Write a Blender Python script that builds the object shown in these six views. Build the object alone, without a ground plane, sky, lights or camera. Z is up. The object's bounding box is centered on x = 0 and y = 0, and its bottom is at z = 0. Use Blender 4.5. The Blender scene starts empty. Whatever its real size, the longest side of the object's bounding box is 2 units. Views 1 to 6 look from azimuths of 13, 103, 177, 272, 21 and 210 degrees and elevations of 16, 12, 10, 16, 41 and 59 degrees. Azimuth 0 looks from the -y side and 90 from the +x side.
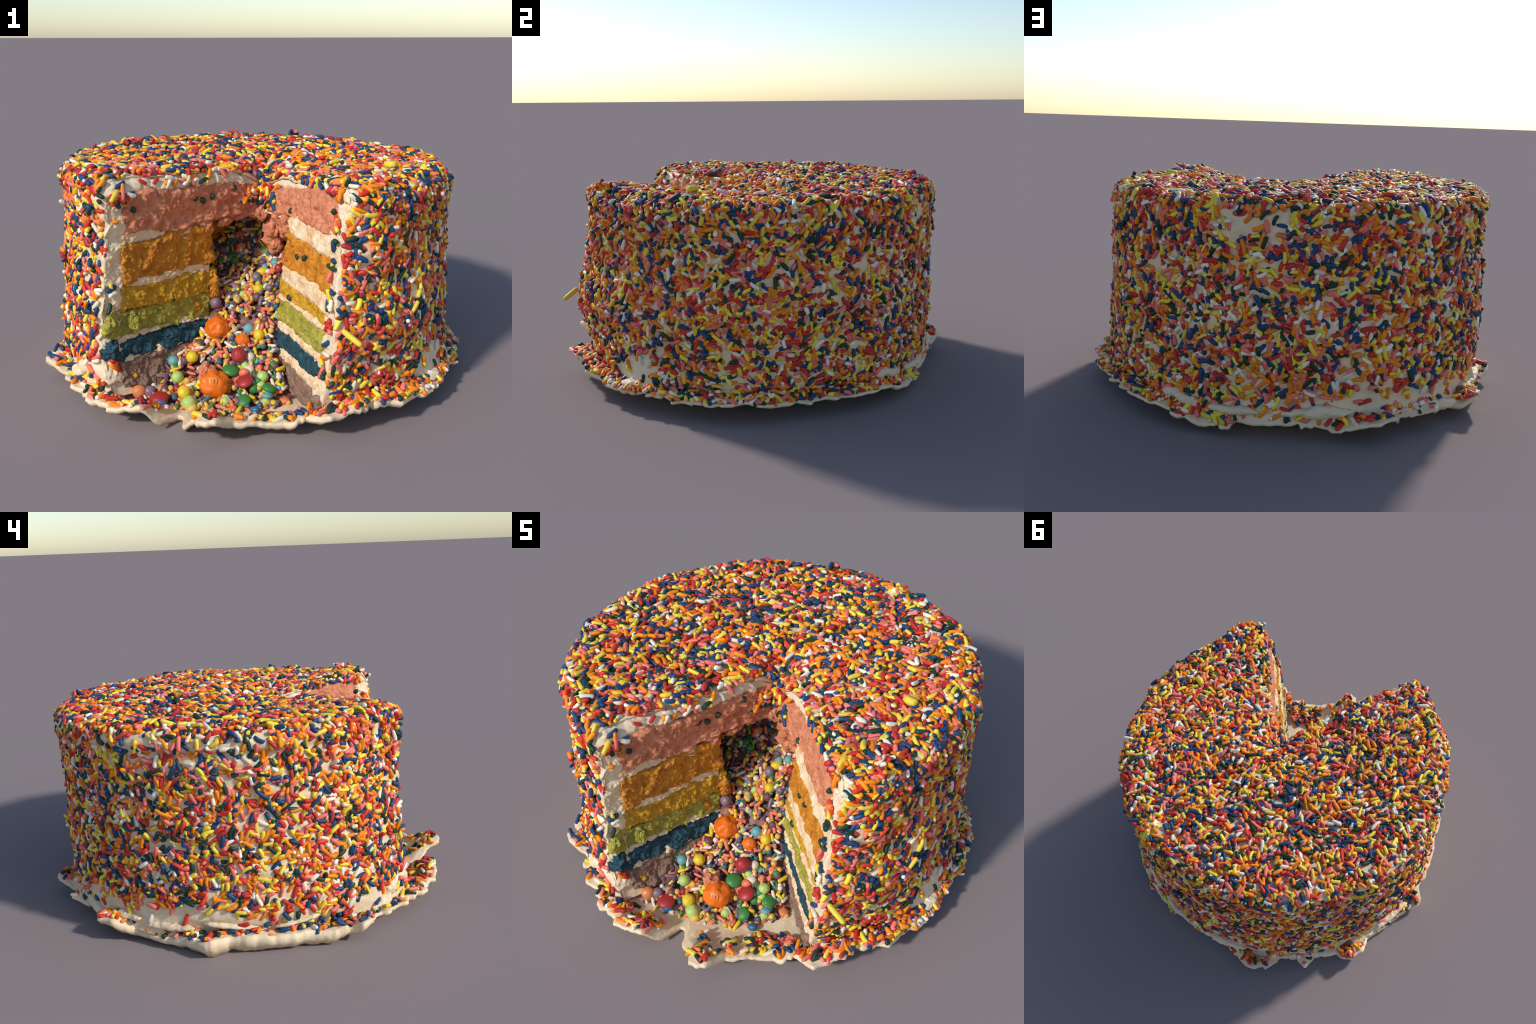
"""A round six-layer rainbow cake, frosted and rolled in sprinkles, with one slice
cut out so that the hollow core spills candy; it stands in a saucer of frosting."""
import bpy, bmesh, math
import numpy as np
from mathutils import Vector, Matrix

rng = np.random.default_rng(7)
TAU = 2 * math.pi

# ------------------------------------------------------------------ small maths
def smooth(a, b, x):
    t = np.clip((np.asarray(x, float) - a) / (b - a), 0, 1)
    return t * t * (3 - 2 * t)

def hash3(i, j, k, seed):
    h = (i * 374761393 + j * 668265263 + k * 2147483647 + seed * 974634541) & 0xFFFFFFFF
    h = ((h ^ (h >> 13)) * 1274126177) & 0xFFFFFFFF
    h = ((h ^ (h >> 15)) * 2246822519) & 0xFFFFFFFF
    return ((h ^ (h >> 16)) & 0xFFFFFF) / float(0xFFFFFF) * 2 - 1

def noise(p, scale=1.0, seed=0):
    p = np.asarray(p, float) * scale
    f = np.floor(p)
    i = f.astype(np.int64)
    t = p - f
    t = t * t * t * (t * (t * 6 - 15) + 10)
    out = 0
    for a in (0, 1):
        wa = t[..., 0] if a else 1 - t[..., 0]
        for b in (0, 1):
            wb = t[..., 1] if b else 1 - t[..., 1]
            for c in (0, 1):
                wc = t[..., 2] if c else 1 - t[..., 2]
                out = out + wa * wb * wc * hash3(i[..., 0] + a, i[..., 1] + b, i[..., 2] + c, seed)
    return out

def fbm(p, scale, seed=0, octaves=3, gain=0.5):
    out, amp = 0, 1.0
    for o in range(octaves):
        out = out + amp * noise(p, scale * 2.03 ** o, seed + 17 * o)
        amp *= gain
    return out

def xyz(x, y, z):
    return np.stack(np.broadcast_arrays(np.asarray(x, float), np.asarray(y, float), np.asarray(z, float)), -1)

def unit(v):
    return v / np.maximum(np.linalg.norm(v, axis=-1, keepdims=True), 1e-9)

# ------------------------------------------------------------------ scene helpers
scene = bpy.context.scene

def add(name, data, parent=None):
    ob = bpy.data.objects.new(name, data)
    scene.collection.objects.link(ob)
    if parent:
        ob.parent = parent
    return ob

def mesh_from(name, verts, faces, mats, smooth_shade=True, mat_index=None):
    """faces: (n,4) array, or a list of arrays / tuples of any size."""
    me = bpy.data.meshes.new(name)
    verts = np.asarray(verts, np.float32).reshape(-1, 3)
    groups = [np.asarray(f, np.int32) for f in (faces if isinstance(faces, list) else [faces])]
    groups = [g.reshape(1, -1) if g.ndim == 1 else g for g in groups]
    loops = np.concatenate([g.ravel() for g in groups])
    totals = np.concatenate([np.full(len(g), g.shape[1], np.int32) for g in groups])
    starts = np.concatenate([[0], np.cumsum(totals)[:-1]]).astype(np.int32)
    me.vertices.add(len(verts)); me.vertices.foreach_set("co", verts.ravel())
    me.loops.add(len(loops)); me.loops.foreach_set("vertex_index", loops)
    me.polygons.add(len(totals)); me.polygons.foreach_set("loop_start", starts)
    for m in mats:
        me.materials.append(m)
    if mat_index is not None:
        me.polygons.foreach_set("material_index", np.asarray(mat_index, np.int32))
    me.polygons.foreach_set("use_smooth", np.full(len(totals), smooth_shade, bool))
    me.update(calc_edges=True)
    me.validate()
    return me

def outward(me):
    bm = bmesh.new(); bm.from_mesh(me)
    bmesh.ops.recalc_face_normals(bm, faces=bm.faces)
    bm.to_mesh(me); bm.free()

# ------------------------------------------------------------------ materials
def material(name, colour, dark=None, rough=0.5, scale=30.0, bump=0.0, bump_scale=120.0,
             spot=None, spot_scale=12.0, spot_size=0.2, sub=0.0, coat=0.0, island=0.0, spec=0.4, metal=0.0):
    m = bpy.data.materials.new(name)
    m.use_nodes = True
    nt = m.node_tree
    N, L = nt.nodes, nt.links
    b = N["Principled BSDF"]
    b.inputs["Roughness"].default_value = rough
    b.inputs["Specular IOR Level"].default_value = spec
    b.inputs["Coat Weight"].default_value = coat
    b.inputs["Coat Roughness"].default_value = 0.25
    b.inputs["Metallic"].default_value = metal
    if sub:
        b.inputs["Subsurface Weight"].default_value = sub
        b.inputs["Subsurface Radius"].default_value = (0.02, 0.012, 0.008)
        b.inputs["Subsurface Scale"].default_value = 0.5
    tc = N.new("ShaderNodeTexCoord")
    ns = N.new("ShaderNodeTexNoise")
    ns.inputs["Scale"].default_value = scale
    ns.inputs["Detail"].default_value = 5
    ns.inputs["Roughness"].default_value = 0.6
    L.new(tc.outputs["Object"], ns.inputs["Vector"])
    cr = N.new("ShaderNodeValToRGB")
    cr.color_ramp.elements[0].position = 0.34
    cr.color_ramp.elements[1].position = 0.62
    dark = dark or tuple(c * 0.78 for c in colour)
    cr.color_ramp.elements[0].color = (*dark, 1)
    cr.color_ramp.elements[1].color = (*colour, 1)
    L.new(ns.outputs["Fac"], cr.inputs["Fac"])
    out = cr.outputs["Color"]
    if spot:
        vo = N.new("ShaderNodeTexVoronoi")
        vo.inputs["Scale"].default_value = spot_scale
        L.new(tc.outputs["Object"], vo.inputs["Vector"])
        lt = N.new("ShaderNodeMath"); lt.operation = "LESS_THAN"
        lt.inputs[1].default_value = spot_size
        L.new(vo.outputs["Distance"], lt.inputs[0])
        mx = N.new("ShaderNodeMix"); mx.data_type = "RGBA"
        L.new(lt.outputs[0], mx.inputs["Factor"])
        L.new(out, mx.inputs["A"])
        mx.inputs["B"].default_value = (*spot, 1)
        out = mx.outputs["Result"]
    if island:
        ge = N.new("ShaderNodeNewGeometry")
        mr = N.new("ShaderNodeMapRange")
        mr.inputs["To Min"].default_value = 1 - island
        mr.inputs["To Max"].default_value = 1 + island
        L.new(ge.outputs["Random Per Island"], mr.inputs["Value"])
        hs = N.new("ShaderNodeHueSaturation")
        L.new(out, hs.inputs["Color"])
        L.new(mr.outputs["Result"], hs.inputs["Value"])
        out = hs.outputs["Color"]
    L.new(out, b.inputs["Base Color"])
    if bump:
        nb = N.new("ShaderNodeTexNoise")
        nb.inputs["Scale"].default_value = bump_scale
        nb.inputs["Detail"].default_value = 4
        L.new(tc.outputs["Object"], nb.inputs["Vector"])
        bp = N.new("ShaderNodeBump")
        bp.inputs["Strength"].default_value = bump
        bp.inputs["Distance"].default_value = 0.01
        L.new(nb.outputs["Fac"], bp.inputs["Height"])
        L.new(bp.outputs["Normal"], b.inputs["Normal"])
    return m

CREAM = material("cream_frosting", (0.83, 0.67, 0.45), (0.74, 0.56, 0.36), rough=0.55, scale=9, bump=0.35, bump_scale=45)
CREAM_FILL = material("cream_filling", (0.85, 0.69, 0.46), (0.74, 0.46, 0.22), rough=0.6, scale=16, bump=0.5, bump_scale=70)
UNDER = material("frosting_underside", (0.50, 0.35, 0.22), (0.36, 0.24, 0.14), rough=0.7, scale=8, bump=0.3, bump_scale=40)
SPONGE = {
    "pink": material("pink_sponge", (0.74, 0.285, 0.15), (0.50, 0.155, 0.07), rough=0.75, scale=28, bump=0.7, bump_scale=110),
    "orange": material("orange_sponge", (0.66, 0.265, 0.018), (0.44, 0.14, 0.008), rough=0.6, scale=24, bump=0.7, bump_scale=100),
    "yellow": material("yellow_sponge", (0.66, 0.37, 0.022), (0.46, 0.21, 0.010), rough=0.65, scale=24, bump=0.7, bump_scale=100),
    "green": material("green_sponge", (0.46, 0.41, 0.065), (0.27, 0.23, 0.028), rough=0.7, scale=24, bump=0.7, bump_scale=100),
    "blue": material("blue_sponge", (0.020, 0.085, 0.12), (0.008, 0.035, 0.05), rough=0.7, scale=28, bump=0.8, bump_scale=110),
    "brown": material("brown_sponge", (0.30, 0.18, 0.125), (0.20, 0.11, 0.075), rough=0.75, scale=30, bump=0.7, bump_scale=110),
}
SPR = [  # sprinkle colours and how often each occurs
    ("navy", (0.017, 0.060, 0.155), .15), ("green", (0.020, 0.048, 0.028), .10), ("red", (0.60, 0.04, 0.025), .17),
    ("pink", (0.86, 0.205, 0.155), .135), ("orange", (0.90, 0.26, 0.010), .20), ("yellow", (0.88, 0.66, 0.06), .15),
    ("white", (0.87, 0.79, 0.62), .09)]
SPR_MAT = [material(n + "_sprinkle", c, tuple(x * .9 for x in c), rough=0.5, scale=40, island=0.16, spec=0.3) for n, c, _ in SPR]
SPR_P = np.array([s[2] for s in SPR]); SPR_P /= SPR_P.sum()

# ------------------------------------------------------------------ the form of the cake
APEX = np.array([0.04, -0.02])           # where the two cuts meet
AZ_R, AZ_L = math.radians(32.0), math.radians(323.5)   # azimuth: 0 = -y, 90 = +x
N_R, N_L = np.array([-.855, -.52]), np.array([.8, -.6])  # into the missing slice
CAVITY = 0.30

def hollow(az):
    return CAVITY + .07 * smooth(.1, .35, AZ_L - az) * (1 - smooth(.9, 1.5, AZ_L - az)) - .03 * smooth(1.0, 1.6, AZ_L - az) * smooth(.2, .8, az - AZ_R)

def off_right(z):
    return 0.05 - 0.12 * z + .015 * np.exp(-((z - .52) / .2) ** 2) - .012 * smooth(.80, .95, z)

def off_left(z):
    return np.interp(z, [0, .06, .12, .3, .5, .72, .9, 1.0], [.078, .067, .042, -.025, -.008, .004, .015, -.024])

def direction(az):
    return np.stack([np.sin(az), -np.cos(az)], -1)

def circle(z):
    """centre and radius of the frosted side at height z: it leans back slightly."""
    return 0 * z - .004, 0.022 + .05 * z, .894 - .022 * z + .007 * smooth(.78, .92, z) - .010 * np.exp(-((z - .68) / .2) ** 2)

def band(x, a, b, s):
    return smooth(a - s, a + s, x) * (1 - smooth(b - s, b + s, x))

def wrap_deg(az):
    return (np.degrees(az) + 180) % 360 - 180

def side_radius(az, z):
    """distance from the apex to the frosted side."""
    cx, cy, R = circle(z)
    d = direction(az)
    ox, oy = APEX[0] - cx, APEX[1] - cy
    bq = d[..., 0] * ox + d[..., 1] * oy
    r = -bq + np.sqrt(np.maximum(bq * bq - (ox * ox + oy * oy - R * R), 0))
    a = wrap_deg(az)
    under = band(a, 38, 62, 6) + band(a, 80, 140, 8) + .9 * band(a, -108, -58, 8)
    p = xyz(np.sin(az) * 3, np.cos(az) * 3, z * 0)
    r = r + .060 * (1 - smooth(28, 80, a)) * smooth(.16, .46, z) * (1 - smooth(.48, .85, z)) * (a > 0)
    r = r + (.016 * (1 - smooth(33, 60, a)) + .026 * band(a, 39, 58, 6)) * smooth(.55, .8, z) * (a > 0)
    r = r + .032 * band(a, 52, 84, 9) * (1 - smooth(.12, .33, z))
    r = r - .030 * under * (1 - smooth(.085, .16, z + .03 * noise(p, 2.2, 5)))
    flare = .9 * band(a, -180, -112, 8) + band(a, 62, 79, 4) + .8 * band(a, 142, 181, 6) + .5 * band(a, -60, -40, 5)
    r = r + .032 * flare * (1 - smooth(.03, .16, z))
    r = r - .014 * band(a, -140, -75, 12) * band(z, .84, .885, .02)
    return r

def top_height(x, y):
    def bump(px, py, s2):
        return np.exp(-((x - px) ** 2 + (y - py) ** 2) / s2)
    z = .949 - .010 * x - .007 * smooth(.0, .3, x) + .012 * bump(-.5, -.55, .1) + (.030) * bump(.52, -.60, .03) - .004 * bump(-.48, .66, .1)
    z = z - .085 * bump(.06, -.055, .012) - .040 * bump(.22, -.22, .03) - .012 * bump(-.15, -.2, .02)
    z = z + .006 * noise(xyz(x, y, 0 * x), 7, 21)
    return z

def place(az, rho, z, proud=0.0):
    """(azimuth, distance from apex, height) -> point, with the two cut faces leaning as they do."""
    d = direction(az)
    x = APEX[0] + rho * d[..., 0]
    y = APEX[1] + rho * d[..., 1] + .052 * smooth(.74, .92, z) * (1 - smooth(0, .4, rho))
    fall = smooth(0.0, 0.28, rho)
    wr = (1 - smooth(0, .45, az - AZ_R)) * (off_right(z) * fall + proud)
    wl = (1 - smooth(0, .45, AZ_L - az)) * (off_left(z) * fall + proud)
    return xyz(x + wr * N_R[0] + wl * N_L[0], y + wr * N_R[1] + wl * N_L[1], z)

# ragged rim of the saucer of frosting
RIM = np.array([  # azimuth, radius, height of the rim
    (-180, .925, .04), (-173, .935, .05), (-166, 1.03, .118), (-160, 1.025, .118), (-156, .95, .07), (-151, .94, .06), (-147, 1.005, .108),
    (-143, .935, .06), (-136, .95, .07), (-132, 1.015, .11), (-127, 1.01, .11), (-123, .94, .058), (-114, .935, .055), (-105, .95, .08),
    (-99, .982, .09), (-95, .93, .09), (-72, .928, .088), (-66, .955, .10), (-64, .965, .11), (-62, .94, .08), (-60, .995, .115), (-57, .985, .115), (-54, .935, .075),
    (-47, .95, .085), (-42, .965, .095), (-35, .948, .08), (-28, .95, .08), (-20, .955, .10), (-15, .96, .125), (-12, .88, .045),
    (-10.5, .80, .026), (-8.5, .80, .026), (-6, .86, .045), (-3, .90, .085), (.5, 1.0, .14), (4.5, 1.0, .142), (8, .91, .09), (14, .875, .06), (22, .875, .065),
    (27, .905, .085), (30, .975, .118), (33, .975, .12), (37, .95, .125), (43, .945, .12), (50, .97, .118), (57, .945, .105), (67, .962, .10),
    (76, .953, .095), (86, .965, .092), (93, .968, .095), (104, .975, .105), (114, .97, .092), (125, .975, .09), (141, .972, .088),
    (150, .965, .07), (157, .955, .05), (163, .93, .04), (172, .925, .04), (180, .925, .04)])

def rim(az):
    a = wrap_deg(az)
    r = np.interp(a, RIM[:, 0], RIM[:, 1])
    z = np.interp(a, RIM[:, 0], RIM[:, 2])
    p = xyz(np.sin(az), np.cos(az), 0 * az)
    keep = 1
    for c in (-164, -147, -129, -98, -88, -78, -64, -59, -16, 2.5, 31, 50, 67, 104):
        keep = keep * (1 - .9 * np.exp(-((a - c) / 5.5) ** 2))
    torn = keep * .026 * smooth(.30, .55, noise(p, 13, 48)) - keep * .020 * smooth(.30, .6, noise(p, 15, 53))
    r = r - .004 - torn + .007 * fbm(p, 11, 41, 3, .6) + .004 * noise(p, 45, 44) * (1 - band(a, -124, -62, 5))
    z = z + .012 * noise(p, 4.2, 47) + .004 * noise(p, 19, 49) - .3 * np.maximum(torn, 0)
    return r, z

def saucer_height(az, r):
    rr, rz = rim(az)
    p = xyz(r * np.sin(az), -r * np.cos(az), 0 * r)
    q = np.clip((r - .70) / np.maximum(rr - .74, .03), 0, 1)
    q = q ** 1.5
    fillet = .055 * smooth(125, 150, np.abs(wrap_deg(az))) * smooth(.78, .89, r) * (1 - smooth(.89, .965, r)) + .025 * band(wrap_deg(az), 36, 125, 8) * smooth(.80, .90, r) * (1 - smooth(.90, .96, r))
    return .016 + (rz - .016) * q + fillet + (.004 * fbm(p, 14, 51, 3)) * (.4 + q)


ROUND = 0.055
def coat_profile(az, v):
    """outer frosting: v 0..1 up the side, 1..2 round the shoulder, 2..3 over the top to the apex."""
    az, v = np.broadcast_arrays(np.asarray(az, float), np.asarray(v, float))
    re = side_radius(az, np.full(az.shape, .95))
    d = direction(az)
    zt = top_height(APEX[0] + (re - ROUND) * d[..., 0], APEX[1] + (re - ROUND) * d[..., 1])
    rb = side_radius(az, np.full(az.shape, .05))
    bx, by = APEX[0] + rb * d[..., 0], APEX[1] + rb * d[..., 1]
    z0 = saucer_height(np.arctan2(bx, -by), np.hypot(bx, by)) - .004
    zs = z0 + np.clip(v, 0, 1) * (zt - ROUND - z0)
    r_side = side_radius(az, zs)
    r_sh = side_radius(az, zt - ROUND)
    th = np.clip(v - 1, 0, 1) * math.pi / 2
    r_shoulder = r_sh - ROUND + ROUND * np.cos(th)
    z_shoulder = zt - ROUND + ROUND * np.sin(th)
    r_top = (r_sh - ROUND) * (1 - np.clip(v - 2, 0, 1))
    z_top = top_height(APEX[0] + r_top * d[..., 0], APEX[1] + r_top * d[..., 1])
    rho = np.where(v <= 1, r_side, np.where(v <= 2, r_shoulder, r_top))
    z = np.where(v <= 1, zs, np.where(v <= 2, z_shoulder, z_top))
    return rho, z

def coat_relief(p):
    return .009 * fbm(p, 5.5, 3, 3) + .004 * fbm(p * np.array([1, 1, 3.0]), 14, 9, 2)

def coat_raw(az, v):
    rho, z = coat_profile(az, v)
    return place(az, rho, z)

def coat_point(az, v):
    """point and outward normal of the frosting surface."""
    e = 2e-3
    p = coat_raw(az, v)
    ta = coat_raw(az + e, v) - coat_raw(az - e, v)
    tv = coat_raw(az, np.minimum(v + e, 2.99)) - coat_raw(az, np.minimum(v + e, 2.99) - 2 * e)
    n = unit(np.cross(ta, tv))
    return p + n * coat_relief(p)[..., None], n

# ------------------------------------------------------------------ empties
cake = add("layer_cake", None)
cake["label"] = "sprinkle coated rainbow layer cake with slice removed, spilling candy"
cake["category"] = "birthday cake"

# ------------------------------------------------------------------ frosting coat
def build_coat():
    ends = np.array([0, .004, .012, .026])
    az = np.concatenate([AZ_R + ends / .6, np.linspace(AZ_R + .06, AZ_L - .06, 370), (AZ_L - ends / .6)[::-1]])
    v = np.concatenate([np.linspace(0, 1, 90, endpoint=False), np.linspace(1, 2, 14, endpoint=False), np.linspace(2, 2.985, 90)])
    A, V = np.meshgrid(az, v, indexing="ij")
    rho, z = coat_profile(A, V)
    P, n = coat_point(A, V)
    # inner side, paired point by point with the outer one: up the wall of the hollow, then along its ceiling
    nv = len(v)
    k = np.arange(nv)
    wall = np.clip(k / 97, 0, 1)
    roof = np.clip((k - 97) / (nv - 1 - 97), 0, 1)
    wall_r = hollow(az)[:, None]
    ir = wall_r * (1 - roof) + .012 * roof
    iz = .028 + wall * (.725 - .028)
    IR = ir
    IA = np.broadcast_to(az[:, None], IR.shape)
    IZ = np.broadcast_to(iz, IA.shape)
    Q = place(IA, IR, IZ)
    # soften the cut edges: inset the last rings towards the middle of the section
    for j, inset in enumerate((.018, .008, .003)):
        for row in (j, len(az) - 1 - j):
            c = Q[row] - P[row]
            P[row] += c / np.linalg.norm(c, axis=-1, keepdims=True) * inset
    ring = np.concatenate([P, Q[:, ::-1]], 1)
    na, nr = ring.shape[:2]
    idx = np.arange(na * nr).reshape(na, nr)
    j = np.roll(idx, -1, 1)
    verts = [ring.reshape(-1, 3)]
    quads = [np.stack([idx[:-1], idx[1:], j[1:], j[:-1]], -1).reshape(-1, 4)]
    # the two cut faces, gridded across from the outer to the inner profile
    base = na * nr
    for row in (0, na - 1):
        m = 60
        f = np.linspace(0, 1, m)[:, None]
        rr = rho[row] * (1 - f) + ir[row] * f
        zz = z[row] * (1 - f) + iz * f
        G = place(np.full(rr.shape, az[row]), rr, zz)
        nn = np.array([*(N_R if row == 0 else N_L), 0])
        win = smooth(0, .08, f) * smooth(0, .08, 1 - f)
        G = G + nn * (win * (.006 * fbm(G, 20, 31, 3) - .008))[..., None]
        G[0] = P[row]; G[-1] = Q[row]
        gi = base + np.arange(m * nv).reshape(m, nv)
        base += m * nv
        verts.append(G.reshape(-1, 3))
        quads.append(np.stack([gi[:-1, :-1], gi[1:, :-1], gi[1:, 1:], gi[:-1, 1:]], -1).reshape(-1, 4))
    me = mesh_from("frosting_coat", np.concatenate(verts), np.concatenate(quads), [CREAM])
    bm = bmesh.new(); bm.from_mesh(me)
    bmesh.ops.remove_doubles(bm, verts=bm.verts, dist=1e-5)
    bmesh.ops.recalc_face_normals(bm, faces=bm.faces)
    bm.to_mesh(me); bm.free()
    return add("frosting_coat", me, cake)

coat = build_coat()

# ------------------------------------------------------------------ slabs: sponge and cream layers
def box_surface(nu, nv, nw):
    """welded surface of a subdivided box: integer coordinates and quads."""
    ids, verts, quads = {}, [], []
    def vid(c):
        if c not in ids:
            ids[c] = len(verts); verts.append(c)
        return ids[c]
    dims = (nu, nv, nw)
    for ax in range(3):
        b, c = [(1, 2), (2, 0), (0, 1)][ax]
        for end in (0, dims[ax]):
            for i in range(dims[b]):
                for j in range(dims[c]):
                    q = []
                    for di, dj in ((0, 0), (1, 0), (1, 1), (0, 1)):
                        co = [0, 0, 0]; co[ax] = end; co[b] = i + di; co[c] = j + dj
                        q.append(vid(tuple(co)))
                    quads.append(q if end else q[::-1])
    return np.array(verts), np.array(quads)

def slab(name, mat, z0, z1, r0, r1, proud, rough, seed, ragged=.007, parts="both", sag=0.0, nr=110):
    """one layer of the cake, swept round the ring from cut to cut."""
    ends = np.array([0, .006, .013, .022, .035])
    if parts == "both":
        az = np.concatenate([AZ_R + ends, np.linspace(AZ_R + .1, AZ_L - .1, 40), (AZ_L - ends)[::-1]])
    elif parts == "right":
        az = AZ_R + np.concatenate([ends, [.06]])
    else:
        az = AZ_L - np.concatenate([ends, [.06]])[::-1]
    lo_f = z0 if callable(z0) else (lambda r, A: np.full(np.shape(r), float(z0)))
    hi_f = z1 if callable(z1) else (lambda r, A: np.full(np.shape(r), float(z1)))
    thick = float(np.max(hi_f(np.full(3, .6), az[[0, len(az) // 2, -1]]) - lo_f(np.full(3, .6), az[[0, len(az) // 2, -1]])))
    nz = max(6, int(thick / .0045))
    V, Q = box_surface(len(az) - 1, nr, nz)
    A = az[V[:, 0]]
    fr, fz = V[:, 1] / nr, V[:, 2] / nz
    mid = np.full(len(A), .6)
    zm = lo_f(mid, A) * (1 - fz) + hi_f(mid, A) * fz
    ir = r0(A, zm) if callable(r0) else np.full(len(A), r0)
    orr = r1(A, zm) if callable(r1) else np.full(len(A), r1)
    rho = ir + (orr - ir) * fr
    z_lo, z_hi = lo_f(rho, A), hi_f(rho, A)
    z = z_lo + (z_hi - z_lo) * fz
    base = place(A, rho, z)
    side = np.where(A < math.pi, 0., 7.)
    key = xyz(base[:, 0] + side, base[:, 1], base[:, 2])
    flat = key * np.array([1, 1, .25])
    left = A > math.pi
    z = z + (.009 + .006 * left) * noise(flat, 5.5, seed + 4)
    z = z + ragged * (fbm(flat, 22, seed, 4, .65) + .5 * noise(flat, 130, seed + 2)) * (1 - .8 * (fz > .02) * (fz < .98))
    rho = rho + ragged * 1.4 * fbm(key * np.array([.3, .3, 1]), 24, seed + 3, 2)
    rho = np.maximum(rho, .004)
    pr = proud + ((.006 - .009 * left) if mat is CREAM_FILL else 0) + rough * (1 + .5 * left) * fbm(key, 22, seed + 5, 4, .62) + .35 * rough * fbm(key, 95, seed + 8, 2)
    # round the rim of the exposed face
    edge = np.minimum(np.minimum(fz, 1 - fz) * thick, np.minimum(fr, 1 - fr) * .5)
    pr = pr - .010 * (1 - smooth(0, .014, edge))
    P = place(A, rho, z, pr)
    me = mesh_from(name, P, Q, [mat])
    outward(me)
    return add(name, me, cake)

out_r = lambda A, z: np.minimum(side_radius(A, z) - .075, .80)
def bed(right, left):
    """height of a layer boundary: (inner, outer) on the right face and on the left, blended round the ring."""
    def f(r, A):
        t = smooth(.15, .75, (A - AZ_R) / (AZ_L - AZ_R))
        g = smooth(.0, .62, r)
        return (right[0] + (right[1] - right[0]) * g) * (1 - t) + (left[0] + (left[1] - left[0]) * g) * t
    return f

wall_in = lambda d: (lambda A, z: hollow(A) - d)
LAYERS = [("pink", bed((.735, .757), (.705, .718)), bed((.83, .93), (.86, .905)), .02, .011), ("orange", bed((.53, .548), (.514, .516)), bed((.695, .690), (.685, .700)), wall_in(.014), .010),
          ("yellow", bed((.36, .425), (.365, .385)), bed((.485, .485), (.504, .506)), wall_in(.010), .009), ("green", bed((.282, .30), (.262, .287)), bed((.365, .410), (.37, .392)), wall_in(.009), .010),
          ("blue", bed((.150, .184), (.180, .192)), bed((.262, .280), (.255, .274)), wall_in(.012), .009),
          ("brown", lambda r, A: .035 + .05 * smooth(.55, .85, r), bed((.142, .155), (.185, .185)), wall_in(.006), .009)]
for k, (c, z0, z1, r0, pr) in enumerate(LAYERS):
    slab("sponge_layer", SPONGE[c], z0, z1, r0, out_r, pr, .009, 100 + 31 * k)
for k, (z0, z1) in enumerate([(bed((.68, .68), (.67, .68)), bed((.75, .77), (.72, .735))), (bed((.475, .475), (.49, .49)), bed((.54, .555), (.535, .537))),
                              (bed((.358, .405), (.366, .384)), bed((.37, .436), (.37, .390))), (bed((.25, .268), (.25, .262)), bed((.29, .312), (.27, .295))),
                              (bed((.13, .142), (.17, .175)), bed((.16, .198), (.185, .20)))]):
    slab("cream_layer", CREAM_FILL, z0, z1, wall_in(0), lambda A, z: out_r(A, z) + .02, .007, .007, 400 + 29 * k, ragged=.006)
edge_r = lambda A, z: side_radius(A, z) - .004
def under_top(r, A):
    p = place(A, r, np.full(np.shape(r), .92))
    return top_height(p[..., 0], p[..., 1]) - .012 - .03 * smooth(-.05, 0, r - side_radius(A, np.full(np.shape(r), .92)))

for s, part in enumerate(("right", "left")):
    slab("frosting_edge", CREAM, .11, .90, lambda A, z: out_r(A, z) - .02, edge_r, .004, .006, 600 + s * 50, parts=part, nr=30)
    slab("frosting_edge", CREAM, bed((.835, .90), (.85, .89)), lambda r, A: under_top(r, A), .1, edge_r, .004, .006, 700 + s * 50, parts=part)

# ------------------------------------------------------------------ torn crumbs of sponge
def lump(name, mat, centre, size, seed, rough=.35, freq=18, parent=cake, sub=5, tilt=(0, 0, 0)):
    bm = bmesh.new()
    bmesh.ops.create_icosphere(bm, subdivisions=sub, radius=1)
    co = np.array([v.co[:] for v in bm.verts])
    f = np.array([[v.index for v in fc.verts] for fc in bm.faces])
    bm.free()
    s = np.array(size)
    w = co * s
    R = np.array(Matrix.Rotation(tilt[2], 3, "Z") @ Matrix.Rotation(tilt[1], 3, "Y") @ Matrix.Rotation(tilt[0], 3, "X"))
    w = w @ R.T + np.array(centre)
    disp = rough * fbm(w, freq, seed, 4, .6)
    w = w + unit((co / s) @ R.T) * (disp * s.min())[:, None]
    me = mesh_from(name, w, f, [mat])
    return add(name, me, parent)

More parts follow.
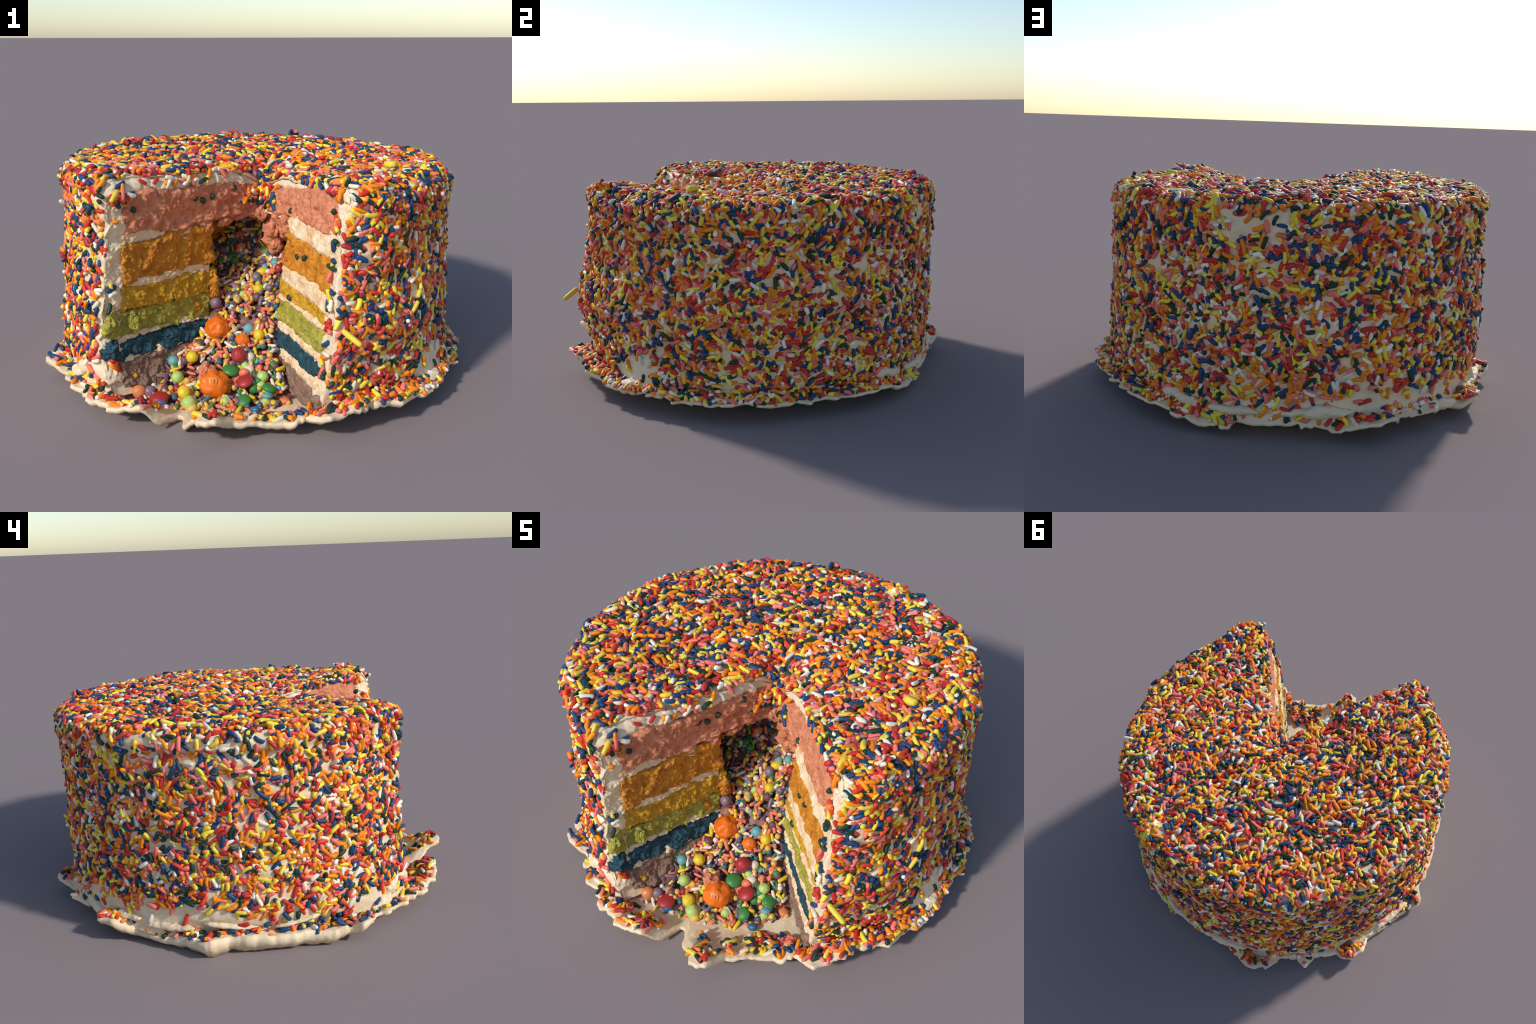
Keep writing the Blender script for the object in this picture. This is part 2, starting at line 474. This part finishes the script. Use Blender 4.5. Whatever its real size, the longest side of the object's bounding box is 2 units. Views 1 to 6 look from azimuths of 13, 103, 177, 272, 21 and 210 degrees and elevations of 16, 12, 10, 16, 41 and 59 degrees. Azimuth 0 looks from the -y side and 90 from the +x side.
for k, (c, ctr, size) in enumerate([
        ("pink", (.135, .005, .74), (.075, .07, .12)), ("pink", (.118, -.035, .615), (.045, .05, .07)),
        ("pink", (.175, -.10, .72), (.05, .06, .06)), ("pink", (.085, .03, .80), (.05, .06, .06)),
        ("green", (-.455, -.665, .345), (.035, .04, .055)), ("green", (-.385, -.59, .335), (.03, .03, .05)),
        ("blue", (-.45, -.68, .235), (.045, .045, .045)), ("yellow", (-.40, -.63, .125), (.03, .03, .055)),
        ("orange", (-.135, -.235, .40), (.03, .035, .06)), ("orange", (-.20, -.30, .33), (.02, .02, .04)),
        ("pink", (.17, .05, .665), (.09, .09, .085)), ("pink", (.06, .06, .70), (.08, .06, .05)),
        ("orange", (-.165, -.262, .64), (.02, .025, .035)), ("orange", (-.15, -.245, .555), (.018, .025, .03)), ("yellow", (-.14, -.235, .47), (.022, .025, .03)),
        ("pink", (-.16, -.255, .705), (.03, .035, .045)), ("pink", (-.10, -.18, .72), (.035, .04, .04)), ("pink", (-.05, -.11, .715), (.04, .04, .03)),
        ("pink", (-.12, -.14, .72), (.05, .05, .035)), ("pink", (.02, -.02, .72), (.06, .05, .035)), ("pink", (.20, -.17, .70), (.035, .05, .05)),
        ("orange", (.225, -.225, .60), (.02, .03, .06)), ("pink", (-.075, -.575, .145), (.035, .03, .03)), ("brown", (.415, -.70, .10), (.03, .03, .04))]):
    lump("sponge_crumb", SPONGE[c], ctr, size, 900 + k, rough=.55, freq=20)

# ------------------------------------------------------------------ saucer of frosting under the cake
def build_saucer():
    na = 900
    az = np.linspace(-math.pi, math.pi, na, endpoint=False)
    fr = np.concatenate([[.02], np.linspace(.1, .74, 12), np.linspace(.76, 1, 30)])
    rr, rz = rim(az)
    A, F = np.meshgrid(az, fr, indexing="ij")
    R = F * rr[:, None]
    top = xyz(R * np.sin(A), -R * np.cos(A), saucer_height(A, R))
    fall = F ** 6
    a = wrap_deg(A)
    skirt = band(a, -124, -62, 10)
    thick = .013 + (.006 + .011 * band(a, -140, 62, 10)) * fall + .006 * fbm(top, 16, 61, 2) * fall
    low = np.maximum(top[..., 2] - thick, 0.0)
    jag = .010 * np.maximum(0, noise(xyz(A * 23, 0 * A, 0 * A), 1, 77)) + .006 * np.maximum(0, noise(xyz(A * 6, 0 * A, 0 * A), 1, 78))
    low = low * (1 - skirt * smooth(.9, .985, F)) + skirt * smooth(.9, .985, F) * jag
    Rb = R * (1 - .012 * fall) - .022 * skirt * fall
    bot = xyz(Rb * np.sin(A), -Rb * np.cos(A), low)
    # rounded lip between top and bottom
    lip_r = rr + .004
    lip_z = .55 * top[:, -1, 2] + .45 * bot[:, -1, 2]
    lip = xyz(lip_r * np.sin(az), -lip_r * np.cos(az), lip_z)[:, None]
    ring = np.concatenate([top, lip, bot[:, ::-1]], 1)
    nv = ring.shape[1]
    idx = np.arange(na * nv).reshape(na, nv)
    nxt = np.roll(idx, -1, 0)
    quads = np.stack([idx[:, :-1], nxt[:, :-1], nxt[:, 1:], idx[:, 1:]], -1)
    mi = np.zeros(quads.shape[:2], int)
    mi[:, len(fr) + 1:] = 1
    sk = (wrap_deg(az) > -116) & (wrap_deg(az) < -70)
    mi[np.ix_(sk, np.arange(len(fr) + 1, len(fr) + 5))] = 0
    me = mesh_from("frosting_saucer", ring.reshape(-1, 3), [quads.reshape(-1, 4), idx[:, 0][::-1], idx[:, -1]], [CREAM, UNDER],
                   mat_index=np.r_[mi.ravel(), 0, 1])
    outward(me)
    return add("frosting_saucer", me, cake)

saucer = build_saucer()

# ------------------------------------------------------------------ sprinkles
def capsule(seg=7):
    """unit sprinkle along x: half-length 1 (without caps), radius 1 -> (profile of rings)."""
    rings = [(-1, -.75, .62), (-1, -.32, .93), (-.35, 0, 1.0), (.35, 0, 1.0), (1, .32, .93), (1, .75, .62)]
    verts = [(-1, -1.0, 0, 0)]
    for l, cx, r in rings:
        for k in range(seg):
            a = TAU * k / seg
            verts.append((l, cx, r * math.cos(a), r * math.sin(a)))
    verts.append((1, 1.0, 0, 0))
    V = np.array(verts)
    quads, tris = [], []
    for i in range(len(rings) - 1):
        for k in range(seg):
            a, b = 1 + i * seg + k, 1 + i * seg + (k + 1) % seg
            quads.append((a, b, b + seg, a + seg))
    last = len(V) - 1
    for k in range(seg):
        tris.append((0, 1 + (k + 1) % seg, 1 + k))
        tris.append((last, last - seg + k, last - seg + (k + 1) % seg))
    return V, np.array(quads), np.array(tris)

CAP_V, CAP_Q, CAP_T = capsule()

def frames(n, ang, tilt):
    """axis frames lying in the surface with normal n, turned by ang and tipped by tilt."""
    ref = np.where(np.abs(n[:, 2:3]) < .9, np.array([[0, 0, 1.]]), np.array([[1., 0, 0]]))
    t = unit(np.cross(ref, n)); b = np.cross(n, t)
    ax = t * np.cos(ang)[:, None] + b * np.sin(ang)[:, None]
    ax = unit(ax * np.cos(tilt)[:, None] + n * np.sin(tilt)[:, None])
    up = unit(n - ax * (ax * n).sum(-1, keepdims=True))
    return ax, np.cross(up, ax), up

def rods(pos, ax, sd, up, length, radius, bend):
    half = (length / 2 - radius)[:, None]
    x = CAP_V[None, :, 0] * half + CAP_V[None, :, 1] * radius[:, None]
    y = CAP_V[None, :, 2] * radius[:, None] + bend[:, None] * (x / (length[:, None] / 2)) ** 2
    z = CAP_V[None, :, 3] * radius[:, None]
    return pos[:, None] + x[..., None] * ax[:, None] + y[..., None] * sd[:, None] + z[..., None] * up[:, None]

def join_rods(name, P, mat, parent):
    n, k = P.shape[:2]
    o = (np.arange(n) * k)[:, None, None]
    me = mesh_from(name, P.reshape(-1, 3), [(CAP_Q[None] + o).reshape(-1, 4), (CAP_T[None] + o).reshape(-1, 3)], [mat])
    ob = add(name, me, parent)
    ob["kind"] = "stuff"
    return ob

class Heap:
    """collects sprinkles; most are joined by colour, the largest become single objects."""
    def __init__(self): self.rows = []
    def put(self, pos, nrm, ang, tilt, length, radius, colour, bend):
        ax, sd, up = frames(nrm, ang, tilt)
        self.rows.append((pos, ax, sd, up, length, radius, colour, bend))
    def columns(self):
        return [np.concatenate([r[i] for r in self.rows]) for i in range(8)]

def scatter(heap, pos, nrm, lift=(0, .6), tilt=.12, prob=None, size=1.0, tilts=None):
    n = len(pos)
    rad = rng.normal(.0094, .0009, n).clip(.0072, .0125) * size
    length = rng.normal(.050, .0095, n).clip(.022, .075) * size
    col = rng.choice(len(SPR), n, p=SPR_P if prob is None else prob)
    up = rng.uniform(lift[0], lift[1], n) * rad
    heap.put(pos + nrm * up[:, None], nrm, rng.uniform(0, TAU, n), rng.normal(0, tilt, n) if tilts is None else tilts,
             length, rad, col, rng.normal(0, .0028, n))

heap = Heap()

# on the side: patchy, thinning to bare frosting where it was smeared
def side_density(az, z):
    a = wrap_deg(az)
    p = xyz(np.sin(az) * .9, -np.cos(az) * .9, z)
    d = .95 + .48 * fbm(p, 4.5, 71, 3)
    d = np.clip(d, .60, 1)
    wob = .05 * noise(p, 5, 8)
    for lo, hi, soft, zt, k in ((60, 77, 5, .23, .96), (-179, -70, 9, .19, .93), (150, 180, 8, .15, .7), (-62, -36, 5, .19, .85), (86, 98, 6, .2, .5)):
        d = d * (1 - k * band(a, lo, hi, soft) * (1 - smooth(zt - .05, zt + .04, z + wob)))
    d = d * (1 - .25 * band(a, -145, -80, 10) * band(z, .84, .89, .02))
    d = d - .45 * band(a, -37, -35, 3) * smooth(.1, .3, z)
    return np.clip(d, .02, 1)

n = 9800
az = rng.uniform(AZ_R + .008, AZ_L - .015, n); v = rng.uniform(.03, 1.0, n)
P, Nn = coat_point(az, v)
keep = rng.random(n) < side_density(az, P[:, 2])
P, Nn = P[keep], Nn[keep]
tilts = rng.normal(0, .16, len(P))
proud = rng.random(len(P)) < .05
tilts[proud] = rng.uniform(.4, 1.0, proud.sum())
scatter(heap, P, Nn, (-.2, .9), tilts=tilts)
# clumps that stick out of the side and stand up on the shoulder
for k in range(46):
    ca, cv = rng.uniform(AZ_R + .05, AZ_L - .05), rng.choice([rng.uniform(.15, .95), rng.uniform(1.2, 2.1), rng.uniform(2.0, 2.5)])
    m = rng.integers(4, 9)
    P, Nn = coat_point(ca + rng.normal(0, .022, m), np.clip(cv + rng.normal(0, .02, m), .1, 2.6))
    scatter(heap, P, Nn, (.8, 3.0), tilts=rng.normal(0, .45, m))
# shoulder
n = 1150
az = rng.uniform(AZ_R + .005, AZ_L - .005, n); v = rng.uniform(1.0, 2.0, n)
P, Nn = coat_point(az, v)
keep = rng.random(n) < np.clip(1 - .5 * band(wrap_deg(az), -145, -80, 10) * (v < 1.4), 0, 1)
scatter(heap, P[keep], Nn[keep], (0, 1.2), .25)
# on top: thick, several deep
n = 5600
az = rng.uniform(AZ_R, AZ_L, n); v = 3 - np.sqrt(rng.uniform(.0004, 1, n))
P, Nn = coat_point(az, v)
scatter(heap, P, Nn, (-.2, 2.2), .20)
# crowded at the point of the cut and spilling over it
n = 130
az = rng.uniform(AZ_R, AZ_L, n); v = rng.uniform(2.82, 2.97, n)
P, Nn = coat_point(az, v)
scatter(heap, P, Nn, (.3, 1.6), .35)
# a few that fell over the cut edges
def face_points(n, side, r_lo, r_hi, z_lo, z_hi, pr=.012):
    A = np.full(n, AZ_R if side == "right" else AZ_L)
    z = rng.uniform(z_lo, z_hi, n)
    rho = rng.uniform(r_lo, r_hi, n)
    if r_lo < 0:
        rho = rho + side_radius(A, z)
    nn = N_R if side == "right" else N_L
    return place(A, rho, z, np.full(n, pr)), np.tile(np.array([nn[0], nn[1], .15]), (n, 1)) / math.hypot(1, .15)
for side, n, box in [("right", 26, (.3, .74, .925, .94)), ("left", 22, (.2, .78, .91, .94)), ("left", 16, (-.11, -.03, .86, .92)),
                     ("right", 16, (-.05, -.028, .55, .90)), ("right", 16, (-.05, -.025, .2, .55)), ("left", 8, (-.055, -.03, .15, .85)), ("right", 26, (.01, .15, .76, .87)), ("left", 18, (.01, .12, .78, .88))]:
    P, Nn = face_points(n, side, *box)
    scatter(heap, P, Nn, (0, .6), .2)

# little peaks of sprinkles on the shoulder
for px, py, pz, m in ((.63, -.504, .982, 8), (-.815, .067, .955, 8), (-.60, .28, .965, 6), (.05, .88, .96, 6), (.72, .40, .955, 5)):
    P = np.array([px, py, pz]) + rng.normal(0, .016, (m, 3)) * np.array([1, 1, .9])
    scatter(heap, P, np.tile([0, 0, 1.], (m, 1)), (-.8, .6), tilts=rng.normal(0, .7, m))

# in the gutter of the saucer
def saucer_points(n, a0, a1, inner, outer):
    az = np.radians(rng.uniform(a0, a1, n))
    rr, _ = rim(az)
    r = rr - rng.uniform(inner, outer, n)
    z = saucer_height(az, r)
    e = .01
    dz = (saucer_height(az, r + e) - z) / e
    nrm = unit(xyz(-dz * np.sin(az), dz * np.cos(az), np.ones(n)))
    return xyz(r * np.sin(az), -r * np.cos(az), z), nrm
for n, a0, a1, i0, i1 in [(330, 34, 64, .012, .12), (130, 64, 80, .012, .05), (620, 80, 142, .012, .12), (170, 142, 180, .012, .08),
                          (190, -180, -112, .012, .09), (170, -112, -60, .012, .10), (90, -60, -34, .015, .10),
                          (75, -34, -14, .02, .12), (45, -2, 10, .02, .16), (120, 12, 33, .02, .15)]:
    P, Nn = saucer_points(n, a0, a1, i0, i1)
    scatter(heap, P, Nn, (.2, 1.4), .25)
# a big yellow one at the foot of the cut, a fat one on top, a few that stand up on the shoulder
def single(pos, nrm, ang, tilt, length, radius, colour):
    heap.put(np.array([pos], float), unit(np.array([nrm], float)), np.array([ang]), np.array([tilt]), np.array([length]),
             np.array([radius]), np.array([[s[0] for s in SPR].index(colour)]), np.array([0.]))
ends = np.array([(.515, -.765, .449), (.587, -.800, .410)])
ax = unit(ends[1:] - ends[:1]); sd = unit(np.cross([[0, 0, 1.]], ax))
heap.rows.append((ends.mean(0, keepdims=True), ax, sd, np.cross(ax, sd), np.array([.098]), np.array([.0125]), np.array([5]), np.array([0.])))
single((.629, -.111, .970), (0, 0, 1), 1.1, .05, .062, .018, "yellow")
for pos, col in [((-.62, .50, .975), "red"), ((-.815, .067, .998), "red"), ((-.81, .075, .985), "pink"), ((-.82, .05, .975), "red"), ((-.60, .52, .975), "red"), ((.50, -.60, .995), "green"), ((-.87, .27, .93), "pink")]:
    single(np.array(pos) - (0, 0, .018), (0, 0, 1), .6, .9, .05, .009, col)

pos, ax, sd, up, length, radius, colour, bend = heap.columns()
big = np.argsort(-(length * radius) * (1 + .25 * (pos[:, 1] < -.2)))[:300]
is_big = np.zeros(len(pos), bool); is_big[big] = True
PTS = rods(pos, ax, sd, up, length, radius, bend)
for c in range(len(SPR)):
    for zone, sel in (("top", pos[:, 2] > .90), ("side", (pos[:, 2] <= .90) & (pos[:, 2] > .14)), ("foot", pos[:, 2] <= .14)):
        m = (colour == c) & ~is_big & sel
        if m.any():
            join_rods("sprinkle_coating", PTS[m], SPR_MAT[c], cake)

def rod_mesh(name, length, radius, bend, mat):
    P = rods(np.zeros((1, 3)), np.array([[1., 0, 0]]), np.array([[0, 1., 0]]), np.array([[0, 0, 1.]]),
             np.array([length]), np.array([radius]), np.array([bend]))[0]
    return mesh_from(name, P, [CAP_Q, CAP_T], [mat])

ROD_MESH = [rod_mesh("sprinkle", .056, .0092, b, SPR_MAT[c]) for c in range(len(SPR)) for b in (0, .003)]
for i in big:
    ob = add("sprinkle", ROD_MESH[colour[i] * 2 + (i % 2)], cake)
    s = (length[i] / .056, radius[i] / .0092, radius[i] / .0092)
    M = Matrix((ax[i], sd[i], up[i])).transposed().to_4x4()
    ob.matrix_local = Matrix.Translation(Vector(pos[i])) @ M @ Matrix.Diagonal((*s, 1))

# ------------------------------------------------------------------ candy spilling out of the hollow
def fill_height(x, y):
    z = np.interp(-y, [-.4, -.20, -.05, .16, .26, .33, .46, .55, .65, .74], [.71, .70, .50, .36, .30, .215, .145, .085, .035, .0])
    return z - np.where(x > 0, 1.0, .15) * x * x + .03 * smooth(.12, .3, -x) * smooth(.3, .45, -y) + .12 * smooth(.04, .2, x) * (1 - smooth(.12, .32, -y))

# frosting smeared and torn along the foot of the cake
for k, (a, z, w, h) in enumerate([(-172, .12, .10, .03), (-158, .10, .12, .022), (-140, .09, .13, .03), (-126, .11, .09, .025), (-112, .10, .12, .022),
                                  (-95, .115, .14, .016), (-78, .12, .10, .018), (-50, .10, .07, .035), (-46, .15, .04, .05), (69, .11, .09, .022),
                                   (100, .12, .08, .016), (128, .11, .09, .02), (150, .12, .10, .03), (165, .11, .11, .025), (179, .12, .10, .022)]):
    ar = math.radians(a)
    rb = float(side_radius(np.array([ar % TAU]), np.array([z]))[0])
    q = APEX + rb * direction(np.array([ar]))[0]
    lump("frosting_smear", CREAM, (q[0], q[1], z), (w, .026, h * .8), 1500 + k, rough=.4, freq=13, tilt=(0, rng.normal(0, .12), math.atan2(q[0], -q[1])))

# where the frosting has torn open at the foot the brown cake shows
for k, (a, w) in enumerate([(-92, .10), (-81, .12), (-70, .09), (-128, .05)]):
    ar = math.radians(a)
    q = APEX + (float(side_radius(np.array([ar % TAU]), np.array([.09]))[0]) - .004) * direction(np.array([ar]))[0]
    lump("exposed_cake", SPONGE["brown"], (q[0], q[1], .10), (w, .02, .024), 1600 + k, rough=.35, tilt=(0, 0, math.atan2(q[0], -q[1])))

filling = add("candy_filling", None, cake)
def build_mound():
    g = 120
    X, Y = np.meshgrid(np.linspace(-.50, .40, g), np.linspace(-.70, .40, g), indexing="ij")
    p = xyz(X, Y, 0 * X)
    Z = fill_height(X, Y) - .018 + .01 * fbm(p, 18, 81, 2)
    Z = np.maximum(Z, .012)
    # keep the heap inside the cut and the hollow
    mx, my = X - APEX[0], Y - APEX[1]
    rho = np.hypot(mx, my)
    inside_slice = (mx * N_R[0] + my * N_R[1] > .0) & (mx * N_L[0] + my * N_L[1] > .0) & (my < 0)
    inside_slice &= np.hypot(X, Y) < .70
    ok = inside_slice | (rho < hollow(np.mod(np.arctan2(mx, -my), TAU)) + .01)
    Z = np.where(ok, Z, np.minimum(Z, .5))
    idx = np.arange(g * g).reshape(g, g)
    q = np.stack([idx[:-1, :-1], idx[1:, :-1], idx[1:, 1:], idx[:-1, 1:]], -1).reshape(-1, 4)
    qok = ok.ravel()[q].all(1) 
    q = q[qok]
    n = g * g
    low = xyz(X, Y, 0 * X + .010)
    V = np.concatenate([xyz(X, Y, Z).reshape(-1, 3), low.reshape(-1, 3)])
    # walls along the border of the kept patch
    from collections import Counter
    edges = Counter()
    for a, b, c, d in q.tolist():
        for e in ((a, b), (b, c), (c, d), (d, a)):
            edges[e] += 1
    walls = [(b, a, a + n, b + n) for (a, b) in edges if (b, a) not in edges]
    Qs = np.concatenate([q, q[:, ::-1] + n, np.array(walls)])
    used = np.unique(Qs); remap = np.full(len(V), -1); remap[used] = np.arange(len(used))
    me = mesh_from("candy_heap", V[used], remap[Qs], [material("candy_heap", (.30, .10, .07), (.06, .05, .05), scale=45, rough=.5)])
    return add("candy_heap", me, filling)
build_mound()

CANDY = {k: material(k + "_candy", c, tuple(x * .85 for x in c), rough=.45, scale=25, coat=.08, bump=.08, bump_scale=40) for k, c in {
    "orange": (.83, .17, .008), "red": (.40, .03, .03), "yellow": (.80, .58, .03), "lime": (.46, .62, .16), "lilac": (.24, .15, .20),
    "teal": (.16, .40, .42), "navy": (.045, .13, .20), "gold": (.74, .44, .08), "green": (.05, .22, .05), "cream": (.80, .68, .52),
    "salmon": (.78, .20, .10), "coral": (.76, .25, .09), "plum": (.15, .075, .09), "chocolate": (.10, .05, .04), "blue": (.04, .14, .30)}.items()}

def ball_mesh(name, mat, sub=4, wobble=0.0, seed=0, shape=(1, 1, 1)):
    bm = bmesh.new()
    bmesh.ops.create_icosphere(bm, subdivisions=sub, radius=1)
    co = np.array([v.co[:] for v in bm.verts]); f = np.array([[v.index for v in fc.verts] for fc in bm.faces]); bm.free()
    if wobble:
        co = co * (1 + wobble * fbm(co, 2.2, seed, 2))[:, None]
    return mesh_from(name, co * np.array(shape), f, [mat])

BALLS = {}
def candy(kind, colour, pos, size, rot=(0, 0, 0)):
    if (kind, colour) not in BALLS:
        sub, wob, shape = {"gumball": (4, .05, (1, 1, 1)), "candy_pearl": (3, 0, (1, 1, 1)), "candy_lentil": (4, .02, (1, 1, .52)),
                           "candy_egg": (3, .03, (1.25, .95, .9)), "peanut_candy": (5, .10, (1, 1, 1))}[kind]
        BALLS[kind, colour] = ball_mesh(kind, CANDY[colour], sub, wob, len(BALLS) + 5, shape)
    ob = add(kind, BALLS[kind, colour], filling)
    ob.location = pos; ob.scale = (size,) * 3; ob.rotation_euler = rot
    return ob

HAND = [  # the ones that stand out
    ("peanut_candy", "orange", (-.094, -.328, .239), .056), ("peanut_candy", "orange", (-.033, -.596, .096), .061),
    ("peanut_candy", "orange", (.031, -.365, .205), .032), ("gumball", "red", (.04, -.464, .178), .034), ("gumball", "yellow", (-.148, -.655, .075), .029),
    ("gumball", "lime", (-.118, -.684, .043), .031), ("gumball", "coral", (-.341, -.67, .064), .030), ("gumball", "lilac", (-.30, -.655, .062), .026),
    ("gumball", "lilac", (-.118, -.258, .335), .026), ("gumball", "yellow", (.061, -.162, .384), .024), ("gumball", "lime", (-.008, -.123, .369), .025),
    ("gumball", "lime", (-.012, -.165, .350), .022), ("gumball", "teal", (.05, -.315, .244), .025), ("gumball", "yellow", (-.298, -.546, .086), .026),
    ("gumball", "lime", (-.202, -.578, .103), .027), ("candy_lentil", "coral", (.258, -.541, .026), .024), ("candy_lentil", "green", (.023, -.656, .030), .023),
    ("candy_egg", "blue", (.159, -.672, .036), .018), ("gumball", "yellow", (-.162, -.49, .163), .027), ("gumball", "lime", (.046, .05, .505), .026),
    ("gumball", "cream", (.098, -.003, .476), .030), ("gumball", "lilac", (.055, .0, .47), .026), ("gumball", "teal", (.01, .06, .49), .026),
    ("gumball", "lilac", (-.06, -.13, .375), .027), ("gumball", "lilac", (.035, -.09, .415), .026), ("gumball", "green", (-.03, -.03, .44), .024),
    ("candy_egg", "yellow", (.06, -.06, .435), .024), ("candy_lentil", "green", (.02, -.53, .135), .036), ("candy_lentil", "red", (.09, -.56, .105), .038),
    ("candy_lentil", "green", (.19, -.54, .075), .034), ("candy_lentil", "green", (.10, -.63, .05), .032), ("gumball", "lime", (.155, -.51, .11), .026),
    ("candy_lentil", "teal", (.178, -.353, .177), .020), ("candy_lentil", "red", (-.25, -.675, .05), .042), ("candy_egg", "blue", (-.235, -.70, .04), .021),
    ("gumball", "green", (-.27, -.47, .14), .022), ("gumball", "teal", (-.245, -.50, .14), .024), ("candy_lentil", "teal", (.19, -.585, .06), .024),
    ("candy_egg", "gold", (-.10, -.705, .03), .020), ("gumball", "coral", (.03, .11, .53), .026), ("gumball", "teal", (.11, -.16, .36), .022),
    ("candy_egg", "chocolate", (.135, -.205, .31), .032), ("candy_egg", "red", (.115, -.14, .37), .026), ("gumball", "yellow", (.10, -.33, .225), .026),
    ("gumball", "cream", (.085, -.44, .165), .020), ("candy_egg", "cream", (.09, -.50, .13), .021), ("candy_egg", "salmon", (.075, -.52, .125), .021)]
for kind, col, p, s in HAND:
    candy(kind, col, p, s, tuple(rng.normal(0, .35, 3)) if kind != "peanut_candy" else (0, 0, rng.uniform(0, 6)))

def heap_points(n, y_lo, y_hi, margin=.02):
    out = []
    while len(out) < n:
        x, y = rng.uniform(-.45, .35), rng.uniform(y_lo, y_hi)
        mx, my = x - APEX[0], y - APEX[1]
        z = float(fill_height(x, y))
        oL = float(off_left(max(z, 0))); oR = float(off_right(max(z, 0)))
        inside = my < -.25 and mx * N_R[0] + my * N_R[1] > oR + margin and mx * N_L[0] + my * N_L[1] > oL + margin
        if (inside or math.hypot(mx, my) < hollow(math.atan2(mx, -my) % TAU) - margin) and z > .012:
            out.append((x, y, z))
    P = np.array(out)
    e = .01
    gx = (fill_height(P[:, 0] + e, P[:, 1]) - P[:, 2]) / e; gy = (fill_height(P[:, 0], P[:, 1] + e) - P[:, 2]) / e
    return P, unit(np.stack([-gx, -gy, np.ones(n)], -1))

P, Nn = heap_points(300, -.70, .26)
for p, q in zip(P, Nn):
    col = rng.choice(["gold", "navy", "cream", "salmon", "teal"], p=[.42, .30, .12, .08, .08])
    r = rng.uniform(.0105, .0145)
    candy("candy_pearl", col, p + q * r * rng.uniform(.2, 1.2), r)
P, Nn = heap_points(46, -.66, .28)
for p, q in zip(P, Nn):
    col = rng.choice(["lilac", "lime", "yellow", "teal", "green", "coral", "red", "plum"])
    candy("gumball", col, p + q * .008, rng.uniform(.017, .024))

P, Nn = heap_points(1150, -.71, .32)
n = len(P)
FILL_ROD = ["salmon", "plum", "yellow", "cream", "lilac", "green"]
fc = rng.choice(len(FILL_ROD), n, p=[.36, .18, .20, .14, .07, .05])
rad = rng.uniform(.0065, .0095, n); ln = rng.uniform(.028, .06, n)
axr, sdr, upr = frames(Nn, rng.uniform(0, TAU, n), rng.normal(0, .3, n))
R = rods(P + Nn * (rad * rng.uniform(-.2, 1.7, n))[:, None], axr, sdr, upr, ln, rad, rng.normal(0, .001, n))
for c, k in enumerate(FILL_ROD):
    join_rods("sprinkle_filling", R[fc == c], CANDY[k], filling)

# ------------------------------------------------------------------ specks baked into the sponge
specks = [("left", .35, .82), ("left", .39, .835), ("left", .30, .83), ("left", .70, .83), ("left", .18, .85), ("right", .45, .62), ("right", .42, .43),
          ("right", .14, .80), ("right", .30, .78), ("left", .50, .40), ("right", .70, .86), ("right", .52, .63)]
for side, r, z in specks:
    A = np.array([AZ_R if side == "right" else AZ_L])
    p = place(A, np.array([r]), np.array([z]), np.array([.010]))[0]
    ob = add("baked_speck", BALLS.setdefault(("speck", rng.integers(0, 2)), ball_mesh("baked_speck", SPR_MAT[int(rng.integers(0, 2))], 2, .2, 3)), cake)
    ob.location = p; ob.scale = (.012, .012, .017); ob.rotation_euler = tuple(rng.uniform(0, 3, 3))

# ------------------------------------------------------------------ the letter printed on one candy
cu = bpy.data.curves.new("printed_letter", "FONT")
cu.body = "m"; cu.size = .045; cu.align_x = "CENTER"; cu.align_y = "CENTER"
tmp = bpy.data.objects.new("printed_letter", cu); scene.collection.objects.link(tmp)
bpy.context.view_layer.update()
lm = bpy.data.meshes.new_from_object(tmp)
bpy.data.objects.remove(tmp)
bm = bmesh.new(); bm.from_mesh(lm)
bmesh.ops.triangulate(bm, faces=bm.faces)
bmesh.ops.subdivide_edges(bm, edges=bm.edges, cuts=2, use_grid_fill=True)
c0 = Vector((-.033, -.596, .096))
look = Vector((.12, -.72, .68)).normalized()
right = look.cross(Vector((0, 0, 1))).normalized() * -1; upv = look.cross(right) * 1
if upv.z < 0: upv = -upv
for vtx in bm.verts:
    dvec = (look * .061 + right * vtx.co.x + upv * vtx.co.y).normalized()
    vtx.co = c0 + dvec * .0655
bm.to_mesh(lm); bm.free()
lm.materials.clear(); lm.materials.append(material("printed_letter", (.84, .36, .12), rough=.4))
lm.name = "printed_letter"
add("printed_letter", lm, filling)
